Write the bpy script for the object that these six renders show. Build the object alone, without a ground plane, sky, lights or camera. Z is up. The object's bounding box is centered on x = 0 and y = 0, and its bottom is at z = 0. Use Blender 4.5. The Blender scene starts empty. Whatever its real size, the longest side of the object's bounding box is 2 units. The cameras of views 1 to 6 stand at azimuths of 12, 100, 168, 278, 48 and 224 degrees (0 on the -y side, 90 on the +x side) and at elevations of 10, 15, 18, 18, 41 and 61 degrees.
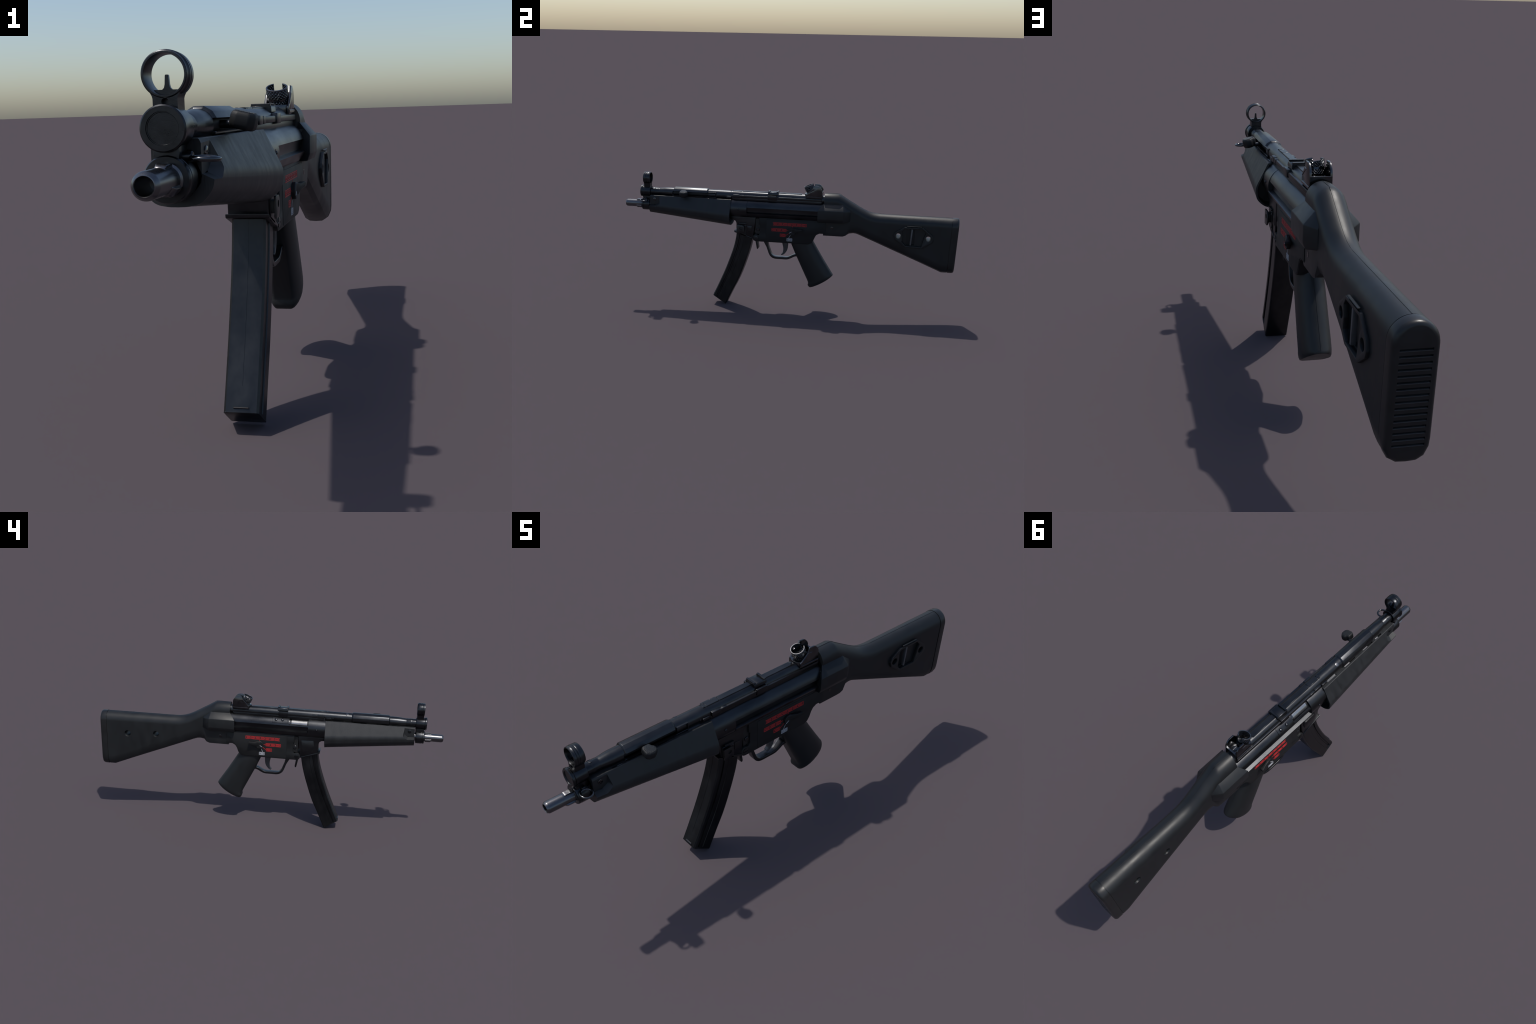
import bpy, bmesh, math, random
from mathutils import Vector, Matrix
random.seed(7)
pi = math.pi
col = bpy.context.scene.collection

# ------------------------------------------------------------------ materials
def new_mat(name):
    m = bpy.data.materials.new(name); m.use_nodes = True
    nt = m.node_tree; b = nt.nodes['Principled BSDF']
    return m, nt, b

def nd(nt, kind, **kw):
    n = nt.nodes.new(kind)
    for k, v in kw.items(): setattr(n, k, v)
    return n

def surface(name, dark, light, rough=(0.3, 0.45), metallic=0.0, scale=9.0, streak=(1, 1, 1),
            grain=0.0, grain_scale=400.0, spec=0.5, tint_bump=0.0):
    """two-tone mottled surface: stretched noise drives colour and gloss, fine noise gives grain"""
    m, nt, b = new_mat(name); L = nt.links.new
    tc = nd(nt, 'ShaderNodeTexCoord'); mp = nd(nt, 'ShaderNodeMapping')
    mp.inputs['Scale'].default_value = streak
    L(tc.outputs['Object'], mp.inputs['Vector'])
    n1 = nd(nt, 'ShaderNodeTexNoise'); n1.inputs['Scale'].default_value = scale
    n1.inputs['Detail'].default_value = 6; n1.inputs['Roughness'].default_value = 0.65
    L(mp.outputs['Vector'], n1.inputs['Vector'])
    cr = nd(nt, 'ShaderNodeValToRGB')
    cr.color_ramp.elements[0].position = 0.35; cr.color_ramp.elements[0].color = (*dark, 1)
    cr.color_ramp.elements[1].position = 0.68; cr.color_ramp.elements[1].color = (*light, 1)
    L(n1.outputs['Fac'], cr.inputs['Fac']); L(cr.outputs['Color'], b.inputs['Base Color'])
    mr = nd(nt, 'ShaderNodeMapRange')
    mr.inputs['From Min'].default_value = 0.3; mr.inputs['From Max'].default_value = 0.7
    mr.inputs['To Min'].default_value = rough[0]; mr.inputs['To Max'].default_value = rough[1]
    L(n1.outputs['Fac'], mr.inputs['Value']); L(mr.outputs['Result'], b.inputs['Roughness'])
    b.inputs['Metallic'].default_value = metallic
    b.inputs['Specular IOR Level'].default_value = spec
    if grain > 0:
        n2 = nd(nt, 'ShaderNodeTexNoise'); n2.inputs['Scale'].default_value = grain_scale
        n2.inputs['Detail'].default_value = 2
        L(mp.outputs['Vector'], n2.inputs['Vector'])
        bp = nd(nt, 'ShaderNodeBump'); bp.inputs['Strength'].default_value = grain
        bp.inputs['Distance'].default_value = 0.0006
        L(n2.outputs['Fac'], bp.inputs['Height']); L(bp.outputs['Normal'], b.inputs['Normal'])
    return m

def knurled(name, base, rough, metallic, axis, pitch):
    """criss-cross knurling as bump on the object's own coordinates"""
    m, nt, b = new_mat(name); L = nt.links.new
    tc = nd(nt, 'ShaderNodeTexCoord'); sp = nd(nt, 'ShaderNodeSeparateXYZ')
    L(tc.outputs['Object'], sp.inputs[0])
    if axis == 'ring':
        at = nd(nt, 'ShaderNodeMath', operation='ARCTAN2')
        L(sp.outputs['Y'], at.inputs[0]); L(sp.outputs['X'], at.inputs[1])
        u = nd(nt, 'ShaderNodeMath', operation='MULTIPLY'); L(at.outputs[0], u.inputs[0])
        u.inputs[1].default_value = 0.0285; uo = u.outputs[0]; vo = sp.outputs['Z']
    else:
        uo, vo = sp.outputs['X'], sp.outputs['Y']
    hs = []
    for op in ('ADD', 'SUBTRACT'):
        s = nd(nt, 'ShaderNodeMath', operation=op); L(uo, s.inputs[0]); L(vo, s.inputs[1])
        k = nd(nt, 'ShaderNodeMath', operation='MULTIPLY'); L(s.outputs[0], k.inputs[0]); k.inputs[1].default_value = 2 * pi / pitch
        c = nd(nt, 'ShaderNodeMath', operation='COSINE'); L(k.outputs[0], c.inputs[0]); hs.append(c)
    mx = nd(nt, 'ShaderNodeMath', operation='MAXIMUM'); L(hs[0].outputs[0], mx.inputs[0]); L(hs[1].outputs[0], mx.inputs[1])
    bp = nd(nt, 'ShaderNodeBump'); bp.invert = True; bp.inputs['Strength'].default_value = 0.9
    if axis == 'flat':
        fl = nd(nt, 'ShaderNodeMapRange'); L(sp.outputs['Z'], fl.inputs['Value'])
        fl.inputs['From Min'].default_value = .0150; fl.inputs['From Max'].default_value = .0160; fl.inputs['To Max'].default_value = .9
        L(fl.outputs['Result'], bp.inputs['Strength'])
    bp.inputs['Distance'].default_value = 0.0012
    L(mx.outputs[0], bp.inputs['Height']); L(bp.outputs['Normal'], b.inputs['Normal'])
    cr = nd(nt, 'ShaderNodeValToRGB'); mh = nd(nt, 'ShaderNodeMapRange'); L(mx.outputs[0], mh.inputs['Value']); mh.inputs['From Min'].default_value = -.2
    cr.color_ramp.elements[0].color = (*[c*1.2 for c in base], 1); cr.color_ramp.elements[1].color = (*[c*.5 for c in base], 1)
    L(mh.outputs['Result'], cr.inputs['Fac']); L(cr.outputs['Color'], b.inputs['Base Color'])
    b.inputs['Roughness'].default_value = rough; b.inputs['Metallic'].default_value = metallic
    return m

STEEL = surface('blackened_steel', (.036, .038, .042), (.060, .062, .066), (.26, .40), 0.97, 14, (1, .35, 1), .15, 500)
HOUSING = surface('matt_black_housing', (.0058, .0064, .0071), (.0082, .0090, .0098), (.50, .62), 0.0, 18, (1, 1, 1), .25, 700, .35)
POLYMER = surface('black_polymer', (.0075, .0086, .0096), (.0118, .0130, .0142), (.38, .52), 0.0, 12, (1, 1, .4), .35, 600, .4)
GUARD_POLYMER = surface('scuffed_handguard_polymer', (.0110, .0120, .0130), (.0178, .0190, .0204), (.40, .54), 0.0, 40, (1, 1, .12), .35, 420, .42)
RUBBER = surface('black_rubber', (.010, .0105, .011), (.0145, .015, .016), (.30, .42), 0.0, 20, (1, 1, 1), .2, 500, .4)
MAGSTEEL = surface('magazine_steel', (.030, .032, .035), (.046, .048, .051), (.30, .42), 0.97, 16, (1, 1, .6), .1, 500)
SHINE = surface('polished_dark_steel', (.065, .066, .070), (.11, .112, .118), (.14, .24), 1.0, 20)
BARREL = surface('bare_barrel_steel', (.11, .11, .118), (.165, .165, .172), (.24, .34), 1.0, 25, (1, .3, 1))
CHROME = surface('bright_bolt_steel', (.24, .24, .245), (.36, .36, .355), (.20, .32), 1.0, 22, (1, .25, 1))
TRIG = surface('grey_trigger_steel', (.045, .046, .050), (.065, .066, .070), (.3, .42), 0.2, 25)
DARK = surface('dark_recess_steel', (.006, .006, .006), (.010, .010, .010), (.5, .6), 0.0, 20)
RED = surface('red_marking_paint', (.42, .022, .024), (.50, .032, .034), (.5, .6), 0.0, 60, spec=.3)
WHITE = surface('white_marking_paint', (.36, .37, .40), (.44, .45, .48), (.5, .6), 0.0, 60, spec=.3)
BAR = surface('grey_sling_bar', (.085, .085, .09), (.12, .12, .125), (.35, .5), 0.3, 30)
KNURL_RING = knurled('knurled_drum_steel', (.085, .087, .092), .22, 1.0, 'ring', .0088)
KNURL_FLAT = knurled('knurled_handle', (.017, .018, .019), .4, 0.0, 'flat', .0050)

# ------------------------------------------------------------------ mesh tools
def finish(name, me, mat, parent=None, angle=35, kind=None):
    for p in me.polygons: p.use_smooth = True
    me.set_sharp_from_angle(angle=math.radians(angle))
    me.materials.clear(); me.materials.append(mat)
    o = bpy.data.objects.new(name, me); col.objects.link(o)
    if parent: o.parent = parent
    if kind: o['kind'] = kind
    return o

def bm_mesh(verts, faces):
    me = bpy.data.meshes.new('m'); me.from_pydata([tuple(v) for v in verts], [], faces)
    bm = bmesh.new(); bm.from_mesh(me)
    bmesh.ops.remove_doubles(bm, verts=bm.verts, dist=1e-6)
    bmesh.ops.dissolve_degenerate(bm, edges=bm.edges, dist=1e-7)
    bmesh.ops.recalc_face_normals(bm, faces=bm.faces)
    bm.to_mesh(me); bm.free(); return me

def join(meshes):
    bm = bmesh.new()
    for m in meshes: bm.from_mesh(m)
    me = bpy.data.meshes.new('m'); bm.to_mesh(me); bm.free(); return me

def moved(me, M):
    m = me.copy(); m.transform(M)
    if M.determinant() < 0:
        bm = bmesh.new(); bm.from_mesh(m); bmesh.ops.recalc_face_normals(bm, faces=bm.faces); bm.to_mesh(m); bm.free()
    return m
MIRROR = Matrix.Scale(-1, 4, (1, 0, 0))
def both(me): return join([me, moved(me, MIRROR)])

def modify(me, fn):
    o = bpy.data.objects.new('tmp', me); col.objects.link(o); fn(o)
    dg = bpy.context.evaluated_depsgraph_get(); dg.update()
    r = bpy.data.meshes.new_from_object(o.evaluated_get(dg))
    bpy.data.objects.remove(o); return r

def bevel(me, w, seg=2, angle=30):
    def f(o):
        b = o.modifiers.new('b', 'BEVEL'); b.width = w; b.segments = seg
        b.limit_method = 'ANGLE'; b.angle_limit = math.radians(angle); b.use_clamp_overlap = True
    return modify(me, f)

def cut(me, *tools):
    for t in tools:
        to = bpy.data.objects.new('cutter', t); col.objects.link(to)
        def f(o):
            b = o.modifiers.new('c', 'BOOLEAN'); b.operation = 'DIFFERENCE'; b.solver = 'EXACT'; b.object = to
        me = modify(me, f); bpy.data.objects.remove(to)
    return me

def loft(rings, cap=True):
    n = len(rings[0]); V = [p for r in rings for p in r]; F = []
    for i in range(len(rings) - 1):
        for j in range(n):
            k = (j + 1) % n
            F.append((i*n+j, i*n+k, (i+1)*n+k, (i+1)*n+j))
    if cap: F += [tuple(range(n)), tuple((len(rings)-1)*n + j for j in range(n))]
    return bm_mesh(V, F)

def prism(poly, a, b, axis='x'):
    """extrude a 2D outline: axis x takes (y,z), axis z takes (x,y), axis y takes (x,z)"""
    f = {'x': lambda p, t: (t, p[0], p[1]), 'z': lambda p, t: (p[0], p[1], t), 'y': lambda p, t: (p[0], t, p[1])}[axis]
    return loft([[f(p, a) for p in poly], [f(p, b) for p in poly]])

def box(x0, x1, y0, y1, z0, z1):
    return prism([(y0, z0), (y1, z0), (y1, z1), (y0, z1)], x0, x1)

def rounded(poly, r, n=5):
    """fillet every corner of an outline; r is one radius or one per corner"""
    out = []; N = len(poly)
    for i, p in enumerate(poly):
        rr = r[i] if isinstance(r, (list, tuple)) else r
        p = Vector(p); a = Vector(poly[i-1]) - p; b = Vector(poly[(i+1) % N]) - p
        if rr <= 0: out.append(tuple(p)); continue
        ang = a.angle(b); d = min(rr / math.tan(ang/2), .48*a.length, .48*b.length)
        q0 = p + a.normalized()*d; q1 = p + b.normalized()*d
        for k in range(n + 1):
            t = k / n
            out.append(tuple((1-t)**2*q0 + 2*t*(1-t)*p + t*t*q1))
    return out

def spline(pts, n=8):
    """Catmull-Rom through open control points"""
    P = [Vector(p) for p in pts]; P = [2*P[0]-P[1]] + P + [2*P[-1]-P[-2]]; out = []
    for i in range(1, len(P)-2):
        for k in range(n):
            t = k/n; a, b, c, d = P[i-1:i+3]
            out.append(tuple(.5*((2*b)+(c-a)*t+(2*a-5*b+4*c-d)*t*t+(3*b-a-3*c+d)*t**3)))
    out.append(tuple(P[-2])); return out

def lathe(profile, c=(0, 0), n=48, axis='y', cap=True):
    """profile of (along, radius) turned about an axis through c"""
    rings = []
    for s, r in profile:
        ring = []
        for k in range(n):
            a = 2*pi*k/n; u, v = r*math.cos(a), r*math.sin(a)
            ring.append({'y': (c[0]+u, s, c[1]+v), 'x': (s, c[0]+u, c[1]+v), 'z': (c[0]+u, c[1]+v, s)}[axis])
        rings.append(ring)
    return loft(rings, cap)

def ring_lathe(profile, c=(0, 0), n=64, axis='y'):
    """closed profile turned into a hollow ring"""
    return lathe(list(profile) + [profile[0]], c, n, axis, cap=False)

def sweep(path, w, h, closed=False):
    """flat bar swept along a path in the side (y,z) plane: w across x, h in the plane"""
    rings = []; N = len(path)
    for i, p in enumerate(path):
        a = Vector(path[max(i-1, 0)]); b = Vector(path[min(i+1, N-1)]); t = (b-a).normalized(); nrm = Vector((-t.y, t.x))
        hh = h[i] if isinstance(h, list) else h; r = .35*min(w, hh/2)
        sec = rounded([(-w, -hh/2), (w, -hh/2), (w, hh/2), (-w, hh/2)], r, 3)
        rings.append([(s[0], p[0]+nrm.x*s[1], p[1]+nrm.y*s[1]) for s in sec])
    return loft(rings)

def torus(c, R, r, normal=(0, 0, 1), n=40, m=12):
    V = []; F = []
    for i in range(n):
        a = 2*pi*i/n
        for j in range(m):
            b = 2*pi*j/m
            V.append(Vector(((R+r*math.cos(b))*math.cos(a), (R+r*math.cos(b))*math.sin(a), r*math.sin(b))))
            F.append((i*m+j, ((i+1) % n)*m+j, ((i+1) % n)*m+(j+1) % m, i*m+(j+1) % m))
    q = Vector((0, 0, 1)).rotation_difference(Vector(normal))
    return bm_mesh([q @ v + Vector(c) for v in V], F)

def dome(c, r, h, direction, n=16):
    """rivet head standing on a surface"""
    prof = [(0, r), (h*.35, r*.96), (h*.7, r*.75), (h*.93, r*.42), (h, r*.05)]
    me = lathe([(-.004, r)] + prof, (0, 0), n, 'z')
    q = Vector((0, 0, 1)).rotation_difference(Vector(direction).normalized())
    return moved(me, Matrix.Translation(c) @ q.to_matrix().to_4x4())

def pin(c, r, h, direction, n=20, slot=False, depth=.006):
    me = lathe([(-depth, r), (h*.7, r), (h, r*.85)], (0, 0), n, 'z')
    if slot: me = cut(me, box(-r*.16, r*.16, -2*r, 2*r, h*.2, h+1))
    q = Vector((0, 0, 1)).rotation_difference(Vector(direction).normalized())
    return moved(me, Matrix.Translation(c) @ q.to_matrix().to_4x4())

# ------------------------------------------------------------------ the gun
gun = bpy.data.objects.new('submachine_gun', None); col.objects.link(gun)
gun.location = (-.0008, 0, .001); gun.scale = (1.02, 1, 1)
gun['label'] = 'black submachine gun with curved magazine and fixed stock'
gun['category'] = 'gun'

BZ = .594      # bore height
TZ = .672      # cocking tube height

# ---- receiver: pressed tube with a long side groove
RZ, RR = .597, .0635
def receiver_ring(y, groove):
    R1, Z1 = (.0607, .5995) if groove else (RR, RZ)
    a0 = math.asin((.614-Z1)/R1); a1 = math.asin((.5805-RZ)/RR)
    half = [(R1*math.cos(a), Z1+R1*math.sin(a)) for a in [pi/2 + (a0-pi/2)*k/14 for k in range(15)]]
    if groove: mid = [(.0520, .6125), (.0495, .601), (.0485, .5895), (.0485, .5862)]
    else: mid = [(RR*math.cos(a), RZ+RR*math.sin(a)) for a in [a0+(a1-a0)*k/5 for k in range(1, 5)]]
    lower = [(RR*math.cos(a), RZ+RR*math.sin(a)) for a in [a1 + (-pi/2-a1)*k/14 for k in range(15)]]
    if groove: lower = [(x*(1+.035*max(0, 1-k/5)), z) for k, (x, z) in enumerate(lower)]
    half += mid + lower
    left = [(-x, z) for x, z in half[-2:0:-1]]
    return [(x, y, z) for x, z in half + left]
rec = loft([receiver_ring(-.43, 0), receiver_ring(-.2365, 0), receiver_ring(-.236, 1), receiver_ring(.215, 1)])
port = prism(rounded([(-.237, .622), (-.126, .617), (-.126, .668), (-.237, .668)], .006, 4), -.09, -.012)
rec = cut(rec, port)
receiver = finish('receiver', rec, STEEL, gun, 32)
web = box(-.024, .024, -.40, .20, .640, .668)
finish('top_web', web, STEEL, receiver)
bolt = cut(lathe([(-.30, .036), (-.298, .0440), (-.127, .0440), (-.126, .036)], (0, .606), 64), box(-.012, .2, -.5, .2, .4, .8), box(-.2, .2, -.5, .2, .4, .6165))
finish('bolt_carrier', bolt, CHROME, receiver)
finish('bolt_face', cut(lathe([(-.142, .0), (-.140, .0475), (-.129, .0475), (-.129, 0)], (0, .604), 48), box(-.012, .2, -.5, .2, .4, .8), box(-.2, .2, -.5, .2, .4, .6165)), SHINE, receiver)
# stepped lower rail and near-black ring at the front of the port
rail = join([box(-.0550, -.038, -.232, -.128, .6168, .6195), box(-.0500, -.038, -.232, -.128, .6190, .6220)])
finish('port_rail', bevel(rail, .0008, 1), STEEL, receiver)
finish('port_dark_ring', cut(lathe([(-.2365, .02), (-.2365, .0455), (-.229, .0450), (-.229, .02)], (0, .606), 48), box(-.012, .2, -.5, .2, .4, .8), box(-.2, .2, -.5, .2, .4, .6165)), DARK, receiver)
# port rear plate with its rivets, following the tube
def tube_patch(y0, y1, a0, a1, r0, r1, c=RZ, n=8):
    rings = []
    for y in (y0, y1):
        o = [(r1*math.cos(a0+(a1-a0)*k/n), y, c+r1*math.sin(a0+(a1-a0)*k/n)) for k in range(n+1)]
        i = [(r0*math.cos(a0+(a1-a0)*k/n), y, c+r0*math.sin(a0+(a1-a0)*k/n)) for k in range(n, -1, -1)]
        rings.append(o + i)
    return loft(rings)
finish('ejector_plate', bevel(tube_patch(-.118, -.030, pi-.42, pi-1.04, .055, .0628, .5995), .001, 1), STEEL, receiver)
for y in (-.088, -.050):
    a = pi-.74
    finish('rivet', dome((.0628*math.cos(a), y, .5995+.0628*math.sin(a)), .0082, .0055, (math.cos(a), 0, math.sin(a))), SHINE, receiver)
for s in (1, -1):
    finish('receiver_rivet', join([pin((s*.0632, -.286, .601), .0078, .0012, (s, 0, 0), 4),
                                   dome((s*.0640, -.286, .601), .0050, .0035, (s, 0, 0))]), STEEL, receiver)

# ---- upper tube with faceted grip section, seams, side ribs, scope bracket
prof = [(-.84, .0235), (-.789, .0237), (-.787, .0228), (-.784, .0225), (-.781, .0232), (-.772, .0240), (-.755, .0262), (-.738, .0277), (-.70, .0283),
        (-.60, .0283), (-.48, .0287), (-.474, .0293), (.226, .0293)]
tube = lathe(prof, (0, TZ), 48)
slot_cut = prism(rounded([(-.70, .6615), (-.432, .6615), (-.432, .6845), (-.70, .6845)], .009, 4), .012, .06)
tube = cut(tube, slot_cut)
cock_tube = finish('cocking_tube', tube, STEEL, gun, 30)
fac = []
NF = 12
for y, r in ((-.694, .0285), (-.689, .0336), (-.486, .0336), (-.479, .0290)):
    fac.append([(r/math.cos(pi/NF)*math.sin(2*pi*(k+.5)/NF), y, TZ+r/math.cos(pi/NF)*math.cos(2*pi*(k+.5)/NF)) for k in range(NF)])
facet = cut(bevel(loft(fac), .0012, 2, 20), prism([(-.75, .6615), (-.42, .6615), (-.42, .6845), (-.75, .6845)], .012, .06))
finish('faceted_sleeve', facet, STEEL, cock_tube, 20)
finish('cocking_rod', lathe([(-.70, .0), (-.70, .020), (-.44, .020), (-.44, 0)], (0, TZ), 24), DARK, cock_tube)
finish('slot_cover', bevel(tube_patch(-.476, -.434, -.30, .36, .018, .0285, TZ), .0015, 2), STEEL, cock_tube)
finish('slot_rim', bevel(join([box(.022, .0318, -.70, -.428, .6565, .6612), box(.022, .0318, -.478, -.428, .6848, .6885), box(.022, .0318, -.4312, -.427, .6605, .6855)]), .001, 1), STEEL, cock_tube)
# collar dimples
for a in (-.75, 0, .75, -1.5, 1.5):
    finish('collar_pin', pin((.0234*math.sin(a), -.812, TZ+.0234*math.cos(a)), .007, .0011, (math.sin(a), 0, math.cos(a))), STEEL, cock_tube)
for s, y in ((1, -.372), (-1, -.372)):
    finish('tube_rivet', dome((s*.029, y, .668), .0055, .002, (s, 0, -.1)), STEEL, cock_tube)
a = 2.2
finish('tube_pin', pin((.0290*math.cos(a), -.452, TZ+.0290*math.sin(a)), .0085, .0012, (math.cos(a), 0, math.sin(a))), BARREL, cock_tube)
# side ribs: long pressed ledge, stepped
ribs = [box(.02, .0362, -.325, .205, .6665, .6815), box(.02, .0350, -.365, -.335, .659, .673),
        box(.02, .0370, -.325, -.285, .664, .6845), box(.02, .0372, -.278, -.255, .6645, .683),
        box(.02, .0395, -.114, -.062, .6625, .6885), box(.02, .030, -.33, .205, .648, .667)]
finish('side_rib', both(bevel(join(ribs), .002, 2)), STEEL, cock_tube)
# raised strip on top and scope bracket
strip = [(-.0125, .697), (.0125, .697), (.0112, .7026), (-.0112, .7026)]
finish('top_strip', bevel(join([prism(strip, -.345, -.335, 'y'), prism(strip, -.330, -.273, 'y'), prism(strip, -.270, -.10, 'y'), prism(strip, -.07, .085, 'y')]), .0008, 1), STEEL, cock_tube)
brk = prism([(-.0265, .690), (.0265, .690), (.0255, .703), (.0235, .7060), (-.0235, .7060), (-.0255, .703)], -.116, -.055, 'y')
lips = [box(-.0235, .0235, -.1155, -.1065, .704, .7112), box(-.0235, .0235, -.0645, -.0555, .704, .7112)]
finish('scope_bracket', bevel(join([brk] + lips), .0012, 1), STEEL, cock_tube)

# ---- cocking handle
stem = lathe([(.018, .0075), (.044, .0075)], (-.612, .672), 20, 'x')
handle = finish('cocking_handle', stem, STEEL, gun)
kn_out = rounded([(-.024, -.019), (-.012, -.026), (.014, -.026), (.024, -.014), (.026, .008), (.014, .026), (-.004, .026), (-.012, .016), (-.024, .012)], .009, 4)
def knob_ring(s, z): return [(x*s*.96, y*s*.94, z) for x, y in kn_out]
knob = loft([knob_ring(.78, -.0165), knob_ring(.93, -.0135), knob_ring(1, -.0075), knob_ring(1, .007), knob_ring(.95, .0120), knob_ring(.86, .0148), knob_ring(.80, .0152)])
ko = finish('handle_knob', knob, HOUSING, handle, 40)
kp = finish('knurled_pad', loft([knob_ring(.78, .0150), knob_ring(.78, .0160), knob_ring(.74, .0166), knob_ring(.4, .0168)]), KNURL_FLAT, handle, 40)
KNOB_SEAT = Matrix.Translation((.0640, -.619, .678)) @ Matrix.Rotation(math.radians(14), 4, 'Y')
ko.matrix_local = KNOB_SEAT; kp.matrix_local = KNOB_SEAT

# ---- barrel with muzzle lugs
barrel = lathe([(-.93, .0), (-.93, .0145), (-.9985, .0145), (-1.0, .0155), (-.9995, .0170), (-.993, .0212), (-.990, .0218), (-.935, .0218),
                (-.932, .0222), (-.895, .0225), (-.893, .0262), (-.889, .0262), (-.885, .024), (-.845, .024), (-.80, .024), (-.60, .024), (-.60, 0)], (0, BZ), 48)
barrel_o = finish('barrel', barrel, BARREL, gun, 30)
lug = loft([[(x, -.934 - 0.0*0, .0215*0 + zz) for x, zz in ((-.008, .019), (.008, .019), (.008, .0215), (-.008, .0215))],
            [(x, -.926, zz) for x, zz in ((-.0085, .019), (.0085, .019), (.0085, .0265), (-.0085, .0265))],
            [(x, -.902, zz) for x, zz in ((-.0085, .019), (.0085, .019), (.0085, .0270), (-.0085, .0270))],
            [(x, -.898, zz) for x, zz in ((-.0085, .019), (.0085, .019), (.0085, .0265), (-.0085, .0265))]])
lug = bevel(lug, .0008, 1)
for d in (8, 130, -128):
    finish('barrel_lug', moved(lug, Matrix.Translation((0, 0, BZ)) @ Matrix.Rotation(math.radians(d), 4, 'Y')), BARREL, barrel_o)

# ---- front sight block
fs = []
fs.append(bevel(prism([(-.0195, .60), (.0195, .60), (.0205, .66), (-.0205, .66)], -.888, -.842, 'y'), .002, 2))
fs.append(lathe([(-.893, .030), (-.893, .0355), (-.890, .0375), (-.8835, .0375), (-.8825, .0362), (-.880, .0362), (-.879, .0378), (-.850, .0378), (-.846, .0362), (-.846, .022)], (0, BZ), 48))
neck = prism([(-.0193, .69), (.0193, .69), (.0193, .7165), (.0203, .7205), (.0232, .7262), (.012, .7195), (-.012, .7195), (-.0232, .7262), (-.0203, .7205), (-.0193, .7165)], -.8805, -.8425, 'y')
neck = cut(neck, lathe([(-.90, .0058), (-.868, .0058)], (0, .7118), 24))
fs.append(neck)
sight = finish('front_sight', join(fs), STEEL, gun, 35)
cap = lathe([(-.8975, .0), (-.8975, .0240), (-.8985, .0246), (-.8985, .0258), (-.9005, .0262), (-.9005, .0338), (-.898, .0362), (-.8905, .0362), (-.8895, .0348),
             (-.887, .0336), (-.887, .0342), (-.884, .0342), (-.884, .0334), (-.843, .0334), (-.840, .0320), (-.840, .0)], (0, .672), 64)
finish('sight_end_cap', cap, STEEL, sight, 30)
HZ, HO, HI = .7530, .0370, .0305
hp = [(.000, HI+.0012), (.000, HO-.0030), (.0015, HO-.0012), (.008, HO-.0010), (.010, HO+.0002), (.012, HO-.0014), (.014, HO-.0014), (.016, HO+.0002), (.019, HO+.0002),
      (.021, HO-.0014), (.023, HO-.0014), (.025, HO), (.037, HO-.0006), (.0405, HO-.003), (.0405, HI+.0008), (.037, HI), (.005, HI)]
hood = ring_lathe([(-.882+y, r) for y, r in hp], (0, HZ), 64)
finish('sight_hood', hood, STEEL, sight, 35)
chord = [(HI*1.02*math.cos(a), HZ+HI*1.02*math.sin(a)) for a in [pi+.84+(pi-1.68)*k/14 for k in range(15)]]
finish('sight_post_base', bevel(prism(chord + [(.0205, .7300), (-.0205, .7300)], -.871, -.857, 'y'), .0005, 1), STEEL, sight)
ph = [(.0085, .7290), (.0075, .7303), (.0048, .7330), (.0035, .7380), (.0026, .7512), (.0019, .7526)]
finish('sight_post', bevel(prism(ph + [(-x, z) for x, z in ph[::-1]], -.8675, -.8605, 'y'), .0004, 1), STEEL, sight)
ringo = finish('sling_ring', torus((.0555, -.8700, .6250), .0208, .0042, (.06, 0, 1)), SHINE, sight)
eye = lathe([(.015, .0085), (.034, .0085), (.036, .0065)], (-.866, .628), 20, 'x')
finish('ring_lug', join([eye, lathe([(-.0245, .006), (-.015, .0075)], (-.866, .628), 20, 'x')]), STEEL, sight)

# ---- handguard: tapering shell, open at both ends, recessed screw seat in front
def guard_ring(y, inset=0.0, dz=0.0):
    t = (y + .335) / (-.835 + .335)                       # 0 rear, 1 front
    m = lambda a, b: a + (b-a)*t
    top = (m(.0465, .0372), .6545); w = m(.0873, .0612); zc1, zc2 = m(.570, .602), m(.553, .592)
    corner = rounded([top, (w, zc1), (w, zc2 - .01)], [0, .05, 0], 6)[1:-1]
    low = spline([(w, zc2), (m(.0805, .0560), m(.526, .573)), (m(.0560, .038), m(.5038, .5528)), (m(.026, .018), m(.4968, .5468)), (0, m(.4948, .5458))], 5)
    half = [(top[0]-.0015, top[1]), (top[0]+.0004, top[1]-.0012)] + corner + low
    r = half + [(-x, z) for x, z in half[-2::-1]]
    if inset:
        zc = .600; out = []
        for x, z in r:
            l = math.hypot(x, z-zc); k = (l-inset)/l; out.append((x*k, zc+(z-zc)*k))
        r = out
    return [(x, y+dz*(z-.654), z) for x, z in r]
hgm = loft([guard_ring(-.366, .010), guard_ring(-.3335, .007, .015), guard_ring(-.3345, 0, .015)] + [guard_ring(-.36-.0125*k) for k in range(37)] + [guard_ring(-.836, 0, .03), guard_ring(-.8355, .021, .03), guard_ring(-.78, .021)])
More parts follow.
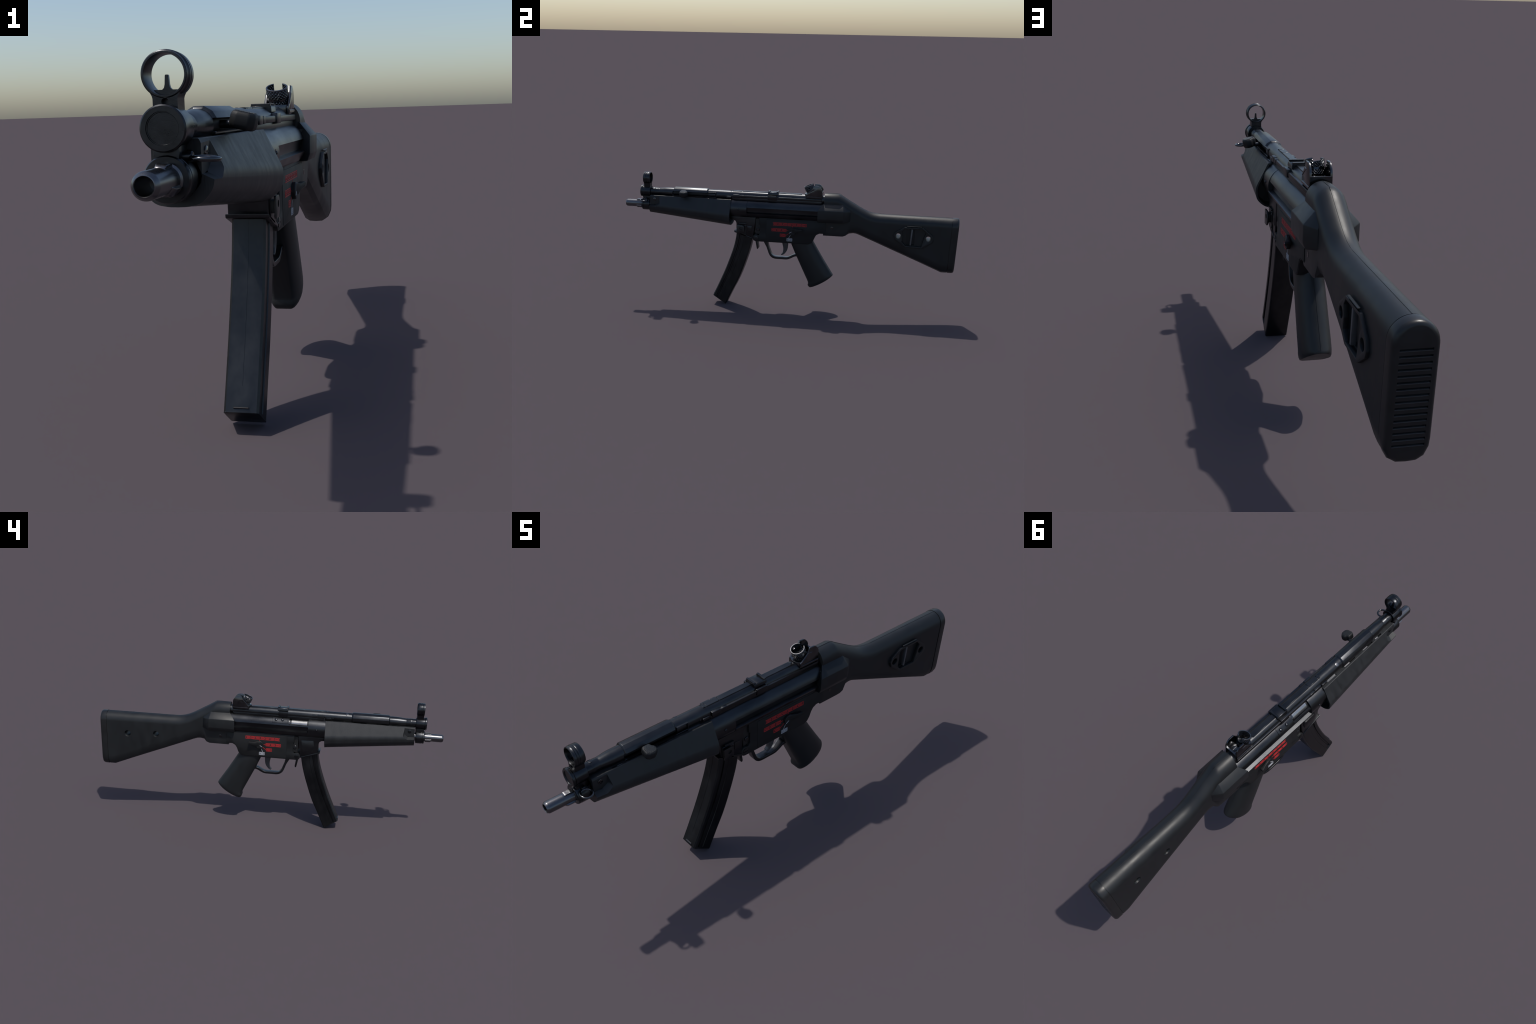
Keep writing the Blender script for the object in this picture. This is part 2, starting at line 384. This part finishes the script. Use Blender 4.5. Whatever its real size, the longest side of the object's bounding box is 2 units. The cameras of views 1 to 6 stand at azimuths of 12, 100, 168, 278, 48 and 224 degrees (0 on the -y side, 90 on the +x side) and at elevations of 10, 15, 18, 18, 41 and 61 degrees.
# seat: outward opening wedge with a sloped floor
def seat_ring(x, d):
    return [(x, *p) for p in rounded([(-.90, .599-d), (-.803+d*.6, .599-d), (-.779+d*.8, .612-d*.6), (-.779+d*.8, .70), (-.90, .70)], [0, .012, .012, 0, 0], 4)]
seat = loft([seat_ring(.0405, 0), seat_ring(.10, .028)])
hgm = cut(hgm, seat)
# cooling slots along the top edges
slots = ((-.751, -.708), (-.688, -.620), (-.564, -.491), (-.434, -.3755))
for y0, y1 in slots:
    hgm = cut(hgm, box(.0271, .0343, y0+.0003, y1, .6313, .7011))
def symmetrize(me):
    """keep the +x half and mirror it across the centre plane"""
    bm = bmesh.new(); bm.from_mesh(me)
    bmesh.ops.bisect_plane(bm, geom=bm.verts[:]+bm.edges[:]+bm.faces[:], plane_co=(0, 0, 0), plane_no=(1, 0, 0), clear_inner=True, dist=1e-6)
    bm.to_mesh(me); bm.free()
    r = both(me); bm = bmesh.new(); bm.from_mesh(r)
    bmesh.ops.remove_doubles(bm, verts=bm.verts, dist=1e-5); bmesh.ops.recalc_face_normals(bm, faces=bm.faces)
    bm.to_mesh(r); bm.free(); return r
hgm = symmetrize(hgm)
handguard = finish('handguard', hgm, GUARD_POLYMER, gun, 24)
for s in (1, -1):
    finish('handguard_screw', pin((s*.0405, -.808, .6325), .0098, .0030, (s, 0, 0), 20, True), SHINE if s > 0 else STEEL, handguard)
for y0, y1 in slots:
    glint_block = prism([(.0268, .6505), (.0268, .640), (.0346, .640), (.0346, .6475)], y0+(y1-y0)*.5, y1+.001, 'y')  # pale block filling half the slot, shows sunlight reflected from inside
    finish('slot_glint_block', both(glint_block), BARREL, handguard)

# ---- magazine well
mw = [(-.338, .560), (-.338, .535), (-.318, .534), (-.306, .527), (-.3005, .515), (-.300, .460), (-.204, .427), (-.197, .434), (-.181, .560)]
mwell = bevel(prism(mw, -.0465, .0465), .004, 3, 50)
lip = prism([(-.3135, .4685), (-.3115, .4585), (-.205, .4235), (-.199, .4275), (-.2035, .4315)], -.0495, .0495)
magwell = finish('magazine_well', join([mwell, bevel(lip, .002, 2)]), STEEL, gun)
badge = rounded([(-.200, .531), (-.274, .533), (-.280, .497), (-.261, .471), (-.214, .463), (-.203, .489)], .008, 4)
inner = rounded([(-.204, .527), (-.270, .529), (-.275, .497), (-.258, .475), (-.217, .467), (-.207, .489)], .007, 4)
finish('side_badge', bevel(join([prism(badge, -.0455, -.0508), prism(inner, -.0500, -.0516)]), .0014, 2), STEEL, magwell)
# catch plate on the other flank
plate = prism([(-.292, .5075), (-.238, .5075), (-.238, .432), (-.292, .452)], .0455, .0495)
catch = finish('catch_plate', bevel(plate, .001, 1), STEEL, magwell)
finish('catch_ledge', bevel(box(.045, .053, -.283, -.238, .511, .518), .0015, 2), STEEL, magwell)
tab = rounded([(-.2935, .4545), (-.2935, .506), (-.250, .506), (-.247, .470), (-.262, .4545)], [.001, .003, .018, .012, .004], 5)
tabm = cut(bevel(prism(tab, .0575, .0628), .0012, 2), lathe([(.05, .0085), (.07, .0085)], (-.268, .486), 20, 'x'))
finish('catch_button', tabm, STEEL, magwell)
finish('button_post', bevel(box(.047, .0585, -.291, -.256, .466, .496), .002, 2), DARK, magwell)
for y, z in ((-.2425, .4985), (-.2425, .4545)):
    finish('plate_rivet', dome((.0495, y, z), .0042, .002, (1, 0, 0)), STEEL, magwell)
finish('well_step', bevel(box(.044, .0485, -.233, -.205, .468, .502), .002, 2), STEEL, magwell)

# ---- curved magazine: a cross-section carried down two edge curves
front = spline([(-.298, .53), (-.300, .456), (-.312, .386), (-.3335, .315), (-.3685, .221), (-.4070, .132), (-.4445, .0508)], 6)
rear = spline([(-.195, .50), (-.2055, .424), (-.2205, .352), (-.2485, .262), (-.2850, .165), (-.3245, .084), (-.3645, -.0010)], 6)
MS = [(0, .0335), (.035, .0365), (.06, .0385), (.20, .0385), (.215, .0325), (.295, .0320), (.315, .0360), (.50, .0366), (.515, .0392), (.94, .0395), (.985, .0375), (1, .034)]
SOL = [(0, .0335), (.035, .0365), (.06, .0385), (.20, .0387), (.215, .0388), (.30, .0389), (.315, .0390), (.50, .0391), (.515, .0392), (.94, .0395), (.985, .0375), (1, .034)]
def mag_ring(f, r, sec, grow=0.0):
    g = [(x+grow, f[0]+(r[0]-f[0])*s, f[1]+(r[1]-f[1])*s) for s, x in sec]
    return g + [(-x, y, z) for x, y, z in g[::-1]]
def lerp(a, b, t): return tuple(a[i]+(b[i]-a[i])*t for i in range(2))
rings = [mag_ring(f, r, MS) for f, r in zip(front[:-1], rear[:-1])]
fe, re = lerp(front[-2], front[-1], .45), lerp(rear[-2], rear[-1], .45)
rings += [mag_ring(fe, re, MS), mag_ring(lerp(front[-2], front[-1], .5), lerp(rear[-2], rear[-1], .5), SOL), mag_ring(lerp(front[-2], front[-1], .93), lerp(rear[-2], rear[-1], .93), SOL)]
mag = finish('magazine', loft(rings), MAGSTEEL, gun, 24)
floor = loft([mag_ring(lerp(front[-2], front[-1], .88), lerp(rear[-2], rear[-1], .88), SOL, .0006), mag_ring(front[-1], rear[-1], SOL, .0006)])
finish('floor_plate', bevel(floor, .0015, 2, 40), MAGSTEEL, mag)
t0 = lerp(front[-2], front[-1], .25)
finish('floor_catch', bevel(box(-.017, .017, t0[0]-.0035, t0[0]+.004, t0[1]-.0015, t0[1]+.0015), .0006, 1), SHINE, mag)
seam = [(p[0]-.0002, p[1]) for p in front[6:-4]]
finish('front_seam', sweep(seam, .0005, .0008), MAGSTEEL, mag)

# ---- trigger housing
boss = [(-.179+.0215*math.cos(a), .431+.0215*math.sin(a)) for a in [math.radians(d) for d in range(50, 271, 20)]]
hs = [(.237, .556), (-.162, .556), (-.162, .512), (-.155, .512), (-.155, .463), (-.160, .455)] + boss + [(-.119, .4095), (.134, .4095), (.152, .417), (.1635, .433), (.172, .455), (.182, .470), (.199, .479), (.237, .4795)]
housing_m = bevel(prism(hs, -.0475, .0475), .0022, 2, 35)
housing = finish('trigger_housing', housing_m, HOUSING, gun, 30)
pad = rounded([(-.1185, .5475), (-.1185, .413), (.134, .413), (.150, .420), (.162, .437), (.171, .459), (.181, .474), (.199, .483), (.2365, .483), (.2365, .5475)], [.002, .006, .01, .01, .005, .004, .004, .004, .002, .002], 3)
finish('housing_panel', both(bevel(prism(pad, .045, .0488), .0012, 2, 40)), HOUSING, housing, 30)
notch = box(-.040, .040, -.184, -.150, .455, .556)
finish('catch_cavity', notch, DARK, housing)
for s in (1, -1):
    finish('housing_pin', pin((s*.0475, -.179, .431), .0125, .0022, (s, 0, 0), 24, True), STEEL, housing)
    finish('catch_pin', pin((s*.040, -.168, .484), .0105, .0045, (s, 0, 0), 20), STEEL, housing)

# selector levers: disc with a tail that stands outward
disc = lathe([(.046, .0225), (.0575, .0225), (.0595, .0205), (.0595, 0)], (.039, .485), 36, 'x')
tail_in = [(.030, .505), (.050, .506), (.072, .500), (.098, .5035), (.101, .4975), (.096, .4915), (.074, .486), (.058, .472), (.040, .480)]
tail_out = [(.032, .503), (.050, .505), (.072, .501), (.099, .504), (.102, .4975), (.097, .490), (.076, .484), (.058, .473), (.042, .482)]
tail = loft([[(.0505 + max(0, y-.055)*.16, y, z) for y, z in tail_in], [(.0602 + max(0, y-.055)*.34, y, z) for y, z in tail_out]])
lever = join([disc, bevel(tail, .002, 2)])
for s in (1, -1):
    lo = finish('selector_lever', lever if s > 0 else moved(lever, MIRROR), HOUSING, housing)
    finish('selector_mark', bevel(moved(box(s*.0590, s*.0602, -.0085, .0085, -.0012, .0012), Matrix.Translation((0, .0285, .4785)) @ Matrix.Rotation(math.radians(32), 4, 'X')), .0003, 1), WHITE, lo)

# ---- painted fire mode pictograms: rows of bullets in boxes
def ribbon(pts, w, closed=False):
    """thin painted line through (y,z) points, standing a hair proud of the flank"""
    out = []; N = len(pts)
    segs = range(N if closed else N-1); parts = []
    for i in segs:
        a, b = Vector(pts[i]), Vector(pts[(i+1) % N]); d = (b-a).normalized(); n = Vector((-d.y, d.x))*w/2; e = d*w*.35
        parts.append(prism([tuple(a-e+n), tuple(b+e+n), tuple(b+e-n), tuple(a-e-n)], .0480, .0493 + .00003*(i % 3)))
    return join(parts)
def bullet(yc, zc, l=.0225, h=.0072):
    y0, y1 = yc-l/2, yc+l/2
    o = [(y1, zc-h/2), (y1, zc+h/2), (yc-.002, zc+h/2), (y0+.003, zc+h*.28), (y0, zc), (y0+.003, zc-h*.28), (yc-.002, zc-h/2)]
    return [ribbon(o, .0024, True), ribbon([(yc-.004, zc), (y1-.003, zc)], .0012)]
def frame(y0, y1, z0, z1, open_front=False):
    r = [ribbon([(y0, z1), (y1, z1)], .0024), ribbon([(y0, z0), (y1, z0)], .0024), ribbon([(y1, z0), (y1, z1)], .0022)]
    if not open_front: r.append(ribbon([(y0, z0), (y0, z1)], .0022))
    return r
P = .0283
auto = frame(-.077, .122, .516, .5315, True) + sum([bullet(-.064+.0005+P*k*.985, .5238) for k in range(7)], []) + [ribbon([(.040, .516), (.040, .508)], .002)]
burst = frame(-.085, .002, .480, .4955) + sum([bullet(-.0695+P*k, .4878) for k in range(3)], []) + [ribbon([(.002, .488), (.0145, .4865)], .002)]
single = frame(-.0335, -.0015, .449, .4645) + bullet(-.0175, .4568) + [ribbon([(-.0015, .4555), (.0185, .470)], .002)]
safe = frame(.0075, .0385, .424, .4395) + bullet(.023, .4318) + [ribbon([(.012, .426), (.034, .4375)], .0016), ribbon([(.012, .4375), (.034, .426)], .0016), ribbon([(.0165, .4395), (.028, .4605)], .002)]
for nm, parts, mt in (('automatic_mark', auto, RED), ('burst_mark', burst, RED), ('single_mark', single, RED), ('safe_mark', safe, WHITE)):
    me = join(parts)
    finish(nm, me, mt, housing); finish(nm, moved(me, MIRROR), mt, housing)

# ---- trigger, guard, paddle
tg_front = spline([(-.033, .420), (-.024, .390), (-.0195, .366), (-.0215, .343), (-.033, .3275)], 5)
tg_rear = spline([(-.029, .3225), (-.014, .331), (.001, .350), (.0075, .375), (.0085, .420)], 5)
finish('trigger', bevel(prism(tg_front + tg_rear, -.0105, .0105), .0035, 3, 45), TRIG, gun)
gp = spline([(-.131, .418), (-.1215, .392), (-.110, .362), (-.098, .330), (-.085, .3145), (-.066, .3075), (-.03, .3070), (.004, .3075), (.024, .3145), (.044, .3255), (.062, .330), (.085, .325)], 5)
hh = [.030 - .016*min(1, k/8) for k in range(len(gp))]
finish('trigger_guard', sweep(gp, .0165, hh), STEEL, gun, 50)
finish('magazine_paddle', bevel(prism([(-.192, .425), (-.1785, .3565), (-.1725, .355), (-.1695, .362), (-.178, .425)], -.021, .021), .002, 2), STEEL, gun)

# ---- pistol grip: rounded sections stacked along its raked axis
gr = []
gf = [(.027, .425), (.0315, .399), (.0525, .350), (.0745, .304), (.097, .257), (.121, .207), (.1375, .1725), (.1385, .163), (.1365, .155), (.1395, .145), (.1485, .1375)]
gb = [(.155, .440), (.163, .415), (.188, .373), (.213, .332), (.2375, .293), (.263, .254), (.2765, .233), (.281, .227), (.284, .2225), (.2845, .219), (.2825, .2165)]
gw = [.042, .0435, .0445, .0452, .0458, .0464, .0464, .0462, .046, .0450, .042]
def grip_ring(f, b, w):
    # soften: quarter-ellipse at the back, chamfered front
    pts = [(0, -.46), (.012, -.56), (.05, -.68), (.12, -.80), (.21, -.90), (.32, -.97), (.44, -1), (.55, -.985)]
    for k in range(1, 11):
        a = pi/2*k/11; pts.append((.55+.45*math.sin(a), -.985*math.cos(a)))
    pts.append((1, 0))
    full = pts + [(s, -x) for s, x in pts[-2::-1]]
    return [(x*w, f[0]+(b[0]-f[0])*s, f[1]+(b[1]-f[1])*s) for s, x in full]
rings = [grip_ring(f, b, w) for f, b, w in zip(gf, gb, gw)]
# rounded heel: bottom bows slightly
last = grip_ring((.156, .138), (.276, .2135), .036)
def bow(ring, f, b, d):
    n = Vector((b[1]-f[1], -(b[0]-f[0]))).normalized(); L2 = (Vector(b)-Vector(f)).length; out = []
    for x, y, z in ring:
        s = (Vector((y, z))-Vector(f)).length/L2; k = d*4*s*(1-s); out.append((x, y+n.x*k, z+n.y*k))
    return out
rings[-2] = bow(rings[-2], gf[-2], gb[-2], .004); rings[-1] = bow(rings[-1], gf[-1], gb[-1], .005); rings.append(bow(last, (.156, .138), (.276, .2135), .004))
finish('pistol_grip', loft(rings), POLYMER, gun, 38)

gs = spline([(y+.0002, z) for y, z in gb[1:8]], 3)
finish('grip_seam', sweep(gs, .0006, .0012), POLYMER, gun)

# ---- stock
def shear(z): return (.605 - z)*.043
ST = [ # y, top, bottom, half width, roundness height of the top
    (.221, .7140, .4685, .0465, .050), (.300, .7150, .4685, .0465, .050), (.318, .7065, .4685, .0465, .050), (.337, .6955, .4690, .0460, .050), (.354, .6855, .4755, .0455, .050), (.372, .6750, .4835, .0455, .050),
    (.395, .6620, .4870, .0450, .050), (.414, .6510, .4850, .0450, .050), (.440, .6370, .4755, .0448, .050), (.465, .6250, .4655, .0448, .050), (.490, .6165, .4555, .0450, .050),
    (.515, .6115, .4455, .0452, .050), (.545, .6092, .4335, .0455, .050), (.65, .6085, .3915, .0465, .050), (.80, .6080, .3315, .0482, .051), (.918, .6075, .2850, .0495, .052), (.9585, .6070, .2850, .0498, .052)]
def stock_ring(y, zt, zb, w, rh, sh=0.0, inset=0.0, square=0.0):
    zt -= inset; zb += inset; w -= inset
    h = zt - zb
    b1, b2 = (.012, .030) if square < .5 else (.001, .006)
    half = [(0, zb), (w*(.45 if square < .5 else .85), zb+.0015), (w*(.78 if square < .5 else .97), zb+b1), (w*.965 if square < .5 else w, zb+b2*1.1), (w, zb+b2*1.1+.02)]
    half += [(w, zb+.06)]
    for k in range(0, 13):
        a = pi/2*k/12; half.append((w*math.cos(a), zt-rh+rh*math.sin(a)))
    full = half + [(-x, z) for x, z in half[-2:0:-1]]
    return [(x, y - sh*shear(z), z) for x, z in full]
rings = []
for y, zt, zb, w, rh in ST:
    t = min(1, max(0, (y-.90)/.05))
    rings.append(stock_ring(y, zt, zb, w, rh, t, 0, 1.0 if y < .36 else 0.0))
body = loft(rings)
# faceted shoulders either side of the receiver end
def shoulder(y, top_y, pts): return [(pts[0][0], top_y, pts[0][1])] + [(x, y, z) for x, z in pts[1:]]
W0 = [(.040, .6655), (.0775, .6235), (.0775, .572), (.070, .5525), (.038, .550)]
W1 = [(.040, .6640), (.0775, .6225), (.0775, .572), (.070, .5525), (.038, .550)]
W2 = [(.040, .6500), (.0465, .6180), (.0465, .580), (.0450, .5620), (.038, .560)]
wing = loft([shoulder(.187, .222, W0), shoulder(.338, .330, W1), shoulder(.378, .368, W2)])
wing = bevel(wing, .0025, 2, 20)
filler = box(-.06, .06, .205, .30, .555, .64)
# stock body cutouts: through holes and sling pocket
holes = [lathe([(-.2, .0155), (.2, .0155)], (.658, .4965), 32, 'x'), lathe([(-.2, .0155), (.2, .0155)], (.8295, .4875), 32, 'x')]
wpoly = [(.692, .541), (.797, .541), (.816, .520), (.808, .500), (.800, .470), (.792, .438), (.702, .440), (.680, .462), (.684, .492), (.678, .525)]
window = prism(rounded(wpoly, .004, 3), .0425, .2)
body = cut(body, *holes); body = cut(body, window)
body = cut(body, box(.0345, .06, .7045, .7515, .4445, .5365))
# chamfered mouths of the holes on the plain flank
for y, z in ((.658, .4965), (.8295, .4875)):
    body = cut(body, lathe([(-.2, .10), (-.0505, .0205), (-.040, .0145)], (y, z), 32, 'x'))
stock = finish('stock', body, POLYMER, gun, 28)
finish('stock_shoulder', both(wing), POLYMER, stock, 25)
finish('shoulder_bridge', filler, POLYMER, stock)
# centre mould seam on top
seamline = [(y, zt+.0002) for y, zt, *_ in ST]
finish('mould_seam', sweep(spline(seamline, 3), .0007, .0012), POLYMER, stock)
frame_poly = rounded([(.633, .500), (.640, .517), (.690, .550), (.800, .5495), (.852, .508), (.859, .482), (.852, .466), (.797, .4285), (.698, .4315), (.642, .472)], .009, 4)
fm = prism(frame_poly, .0440, .0575)
fm = cut(fm, *holes); fm = cut(fm, window)
fm = bevel(fm, .0012, 2, 40)
sling = finish('sling_plate', fm, POLYMER, stock, 32)
finish('sling_bar', bevel(moved(box(.040, .0535, -.0045, .0045, -.0478, .0478), Matrix.Translation((0, .7325, .491)) @ Matrix.Rotation(math.radians(-4), 4, 'X')), .0015, 2), BAR, sling)
finish('slide_groove', bevel(box(.0505, .0585, .705, .79, .5535, .5575), .0012, 1), POLYMER, sling)
for s in (1, -1):
    finish('stock_pin', pin((s*.0462, .272, .5165), .0085, .0012, (s, 0, 0), 24), SHINE, stock)
# ---- butt pad with grooved face
def pad_ring(y, inset): return stock_ring(y, .6070, .2850, .0500, .052, 1.0, inset)
pr = [pad_ring(.9580, .002), pad_ring(.9620, .002), pad_ring(.9622, -.0008), pad_ring(.988, -.0008), pad_ring(.9945, .0012), pad_ring(.9985, .0050), pad_ring(1.0, .0095)]
padm = loft(pr)
grooves = []
for k in range(16):
    z = .547 - k*.01453
    y = 1.0 - shear(z)
    grooves.append(prism([(y-.0048, z-.0008), (y+.002, z-.0062), (y+.002, z+.0022), (y-.0048, z+.0008)], -.035, .035))
padm = cut(padm, join(grooves))
finish('butt_pad', padm, RUBBER, gun, 40)

# ---- rear sight: base, cheeks, rotary drum
arc = [(.0325*math.cos(a), .134+.0335*math.sin(a)) for a in [pi + pi*k/20 for k in range(21)]]
base = prism(arc + [(.0325, .206), (-.0325, .206)], .683, .7085, 'z')
base = bevel(base, .002, 2)
cheek = prism([(.2066, .6845), (.2066, .731), (.203, .741), (.194, .7525), (.184, .759), (.158, .760), (.148, .742), (.118, .709), (.112, .704), (.112, .6845)], .0262, .0331)
back = box(-.0318, .0318, .1985, .2072, .69, .7235)
ribm = box(.031, .0348, .118, .2045, .6868, .6945)
rs = finish('rear_sight', join([base, both(bevel(cheek, .0015, 2)), bevel(back, .001, 1), both(bevel(ribm, .001, 1))]), SHINE, gun)
finish('sight_screw', pin((.002, .181, .7085), .0125, .005, (0, .15, 1), 24, True), SHINE, rs)
finish('cheek_brace', both(bevel(prism([(.118, .709), (.150, .728), (.172, .738), (.150, .741)], .031, .0345), .001, 1)), SHINE, rs)
drum = lathe([(-.024, 0), (-.024, .0262), (-.0035, .0265), (-.003, .0283), (-.002, .0288), (.0215, .0288), (.0235, .0275), (.0235, .0252), (-.004, .0245), (-.004, 0)], (0, 0), 56, 'z')
drum = cut(drum, box(-.0115, .0115, .010, .05, .002, .05), box(-.0065, .0065, .010, .05, -.004, .05),
           lathe([(-.05, .0055), (.05, .0055)], (0, .0085), 20, 'x'))
dr = finish('sight_drum', drum, KNURL_RING, rs, 35)
DRUM_SEAT = Matrix.Translation((0, .1315, .7335)) @ Matrix.Rotation(math.radians(22.5), 4, 'X')
dr.matrix_local = DRUM_SEAT
foot = lathe([(-.024, .0255), (-.0042, .0268)], (0, 0), 40, 'z')
rim = finish('drum_rim', ring_lathe([(.0215, .0291), (.0232, .0289), (.0242, .0280), (.0242, .0255), (.0230, .0248), (.0215, .0250)], (0, 0), 56, 'z'), BARREL, rs, 35)  # separate ring in paler metal, brightened for the rim's reflection
fo = finish('drum_foot', foot, SHINE, rs, 35); fo.matrix_local = DRUM_SEAT
rimcut = box(-.0115, .0115, .010, .05, .002, .05); rim.data = cut(rim.data, rimcut); rim.data.materials.clear(); rim.data.materials.append(BARREL)
rim.matrix_local = DRUM_SEAT

bpy.context.view_layer.update()
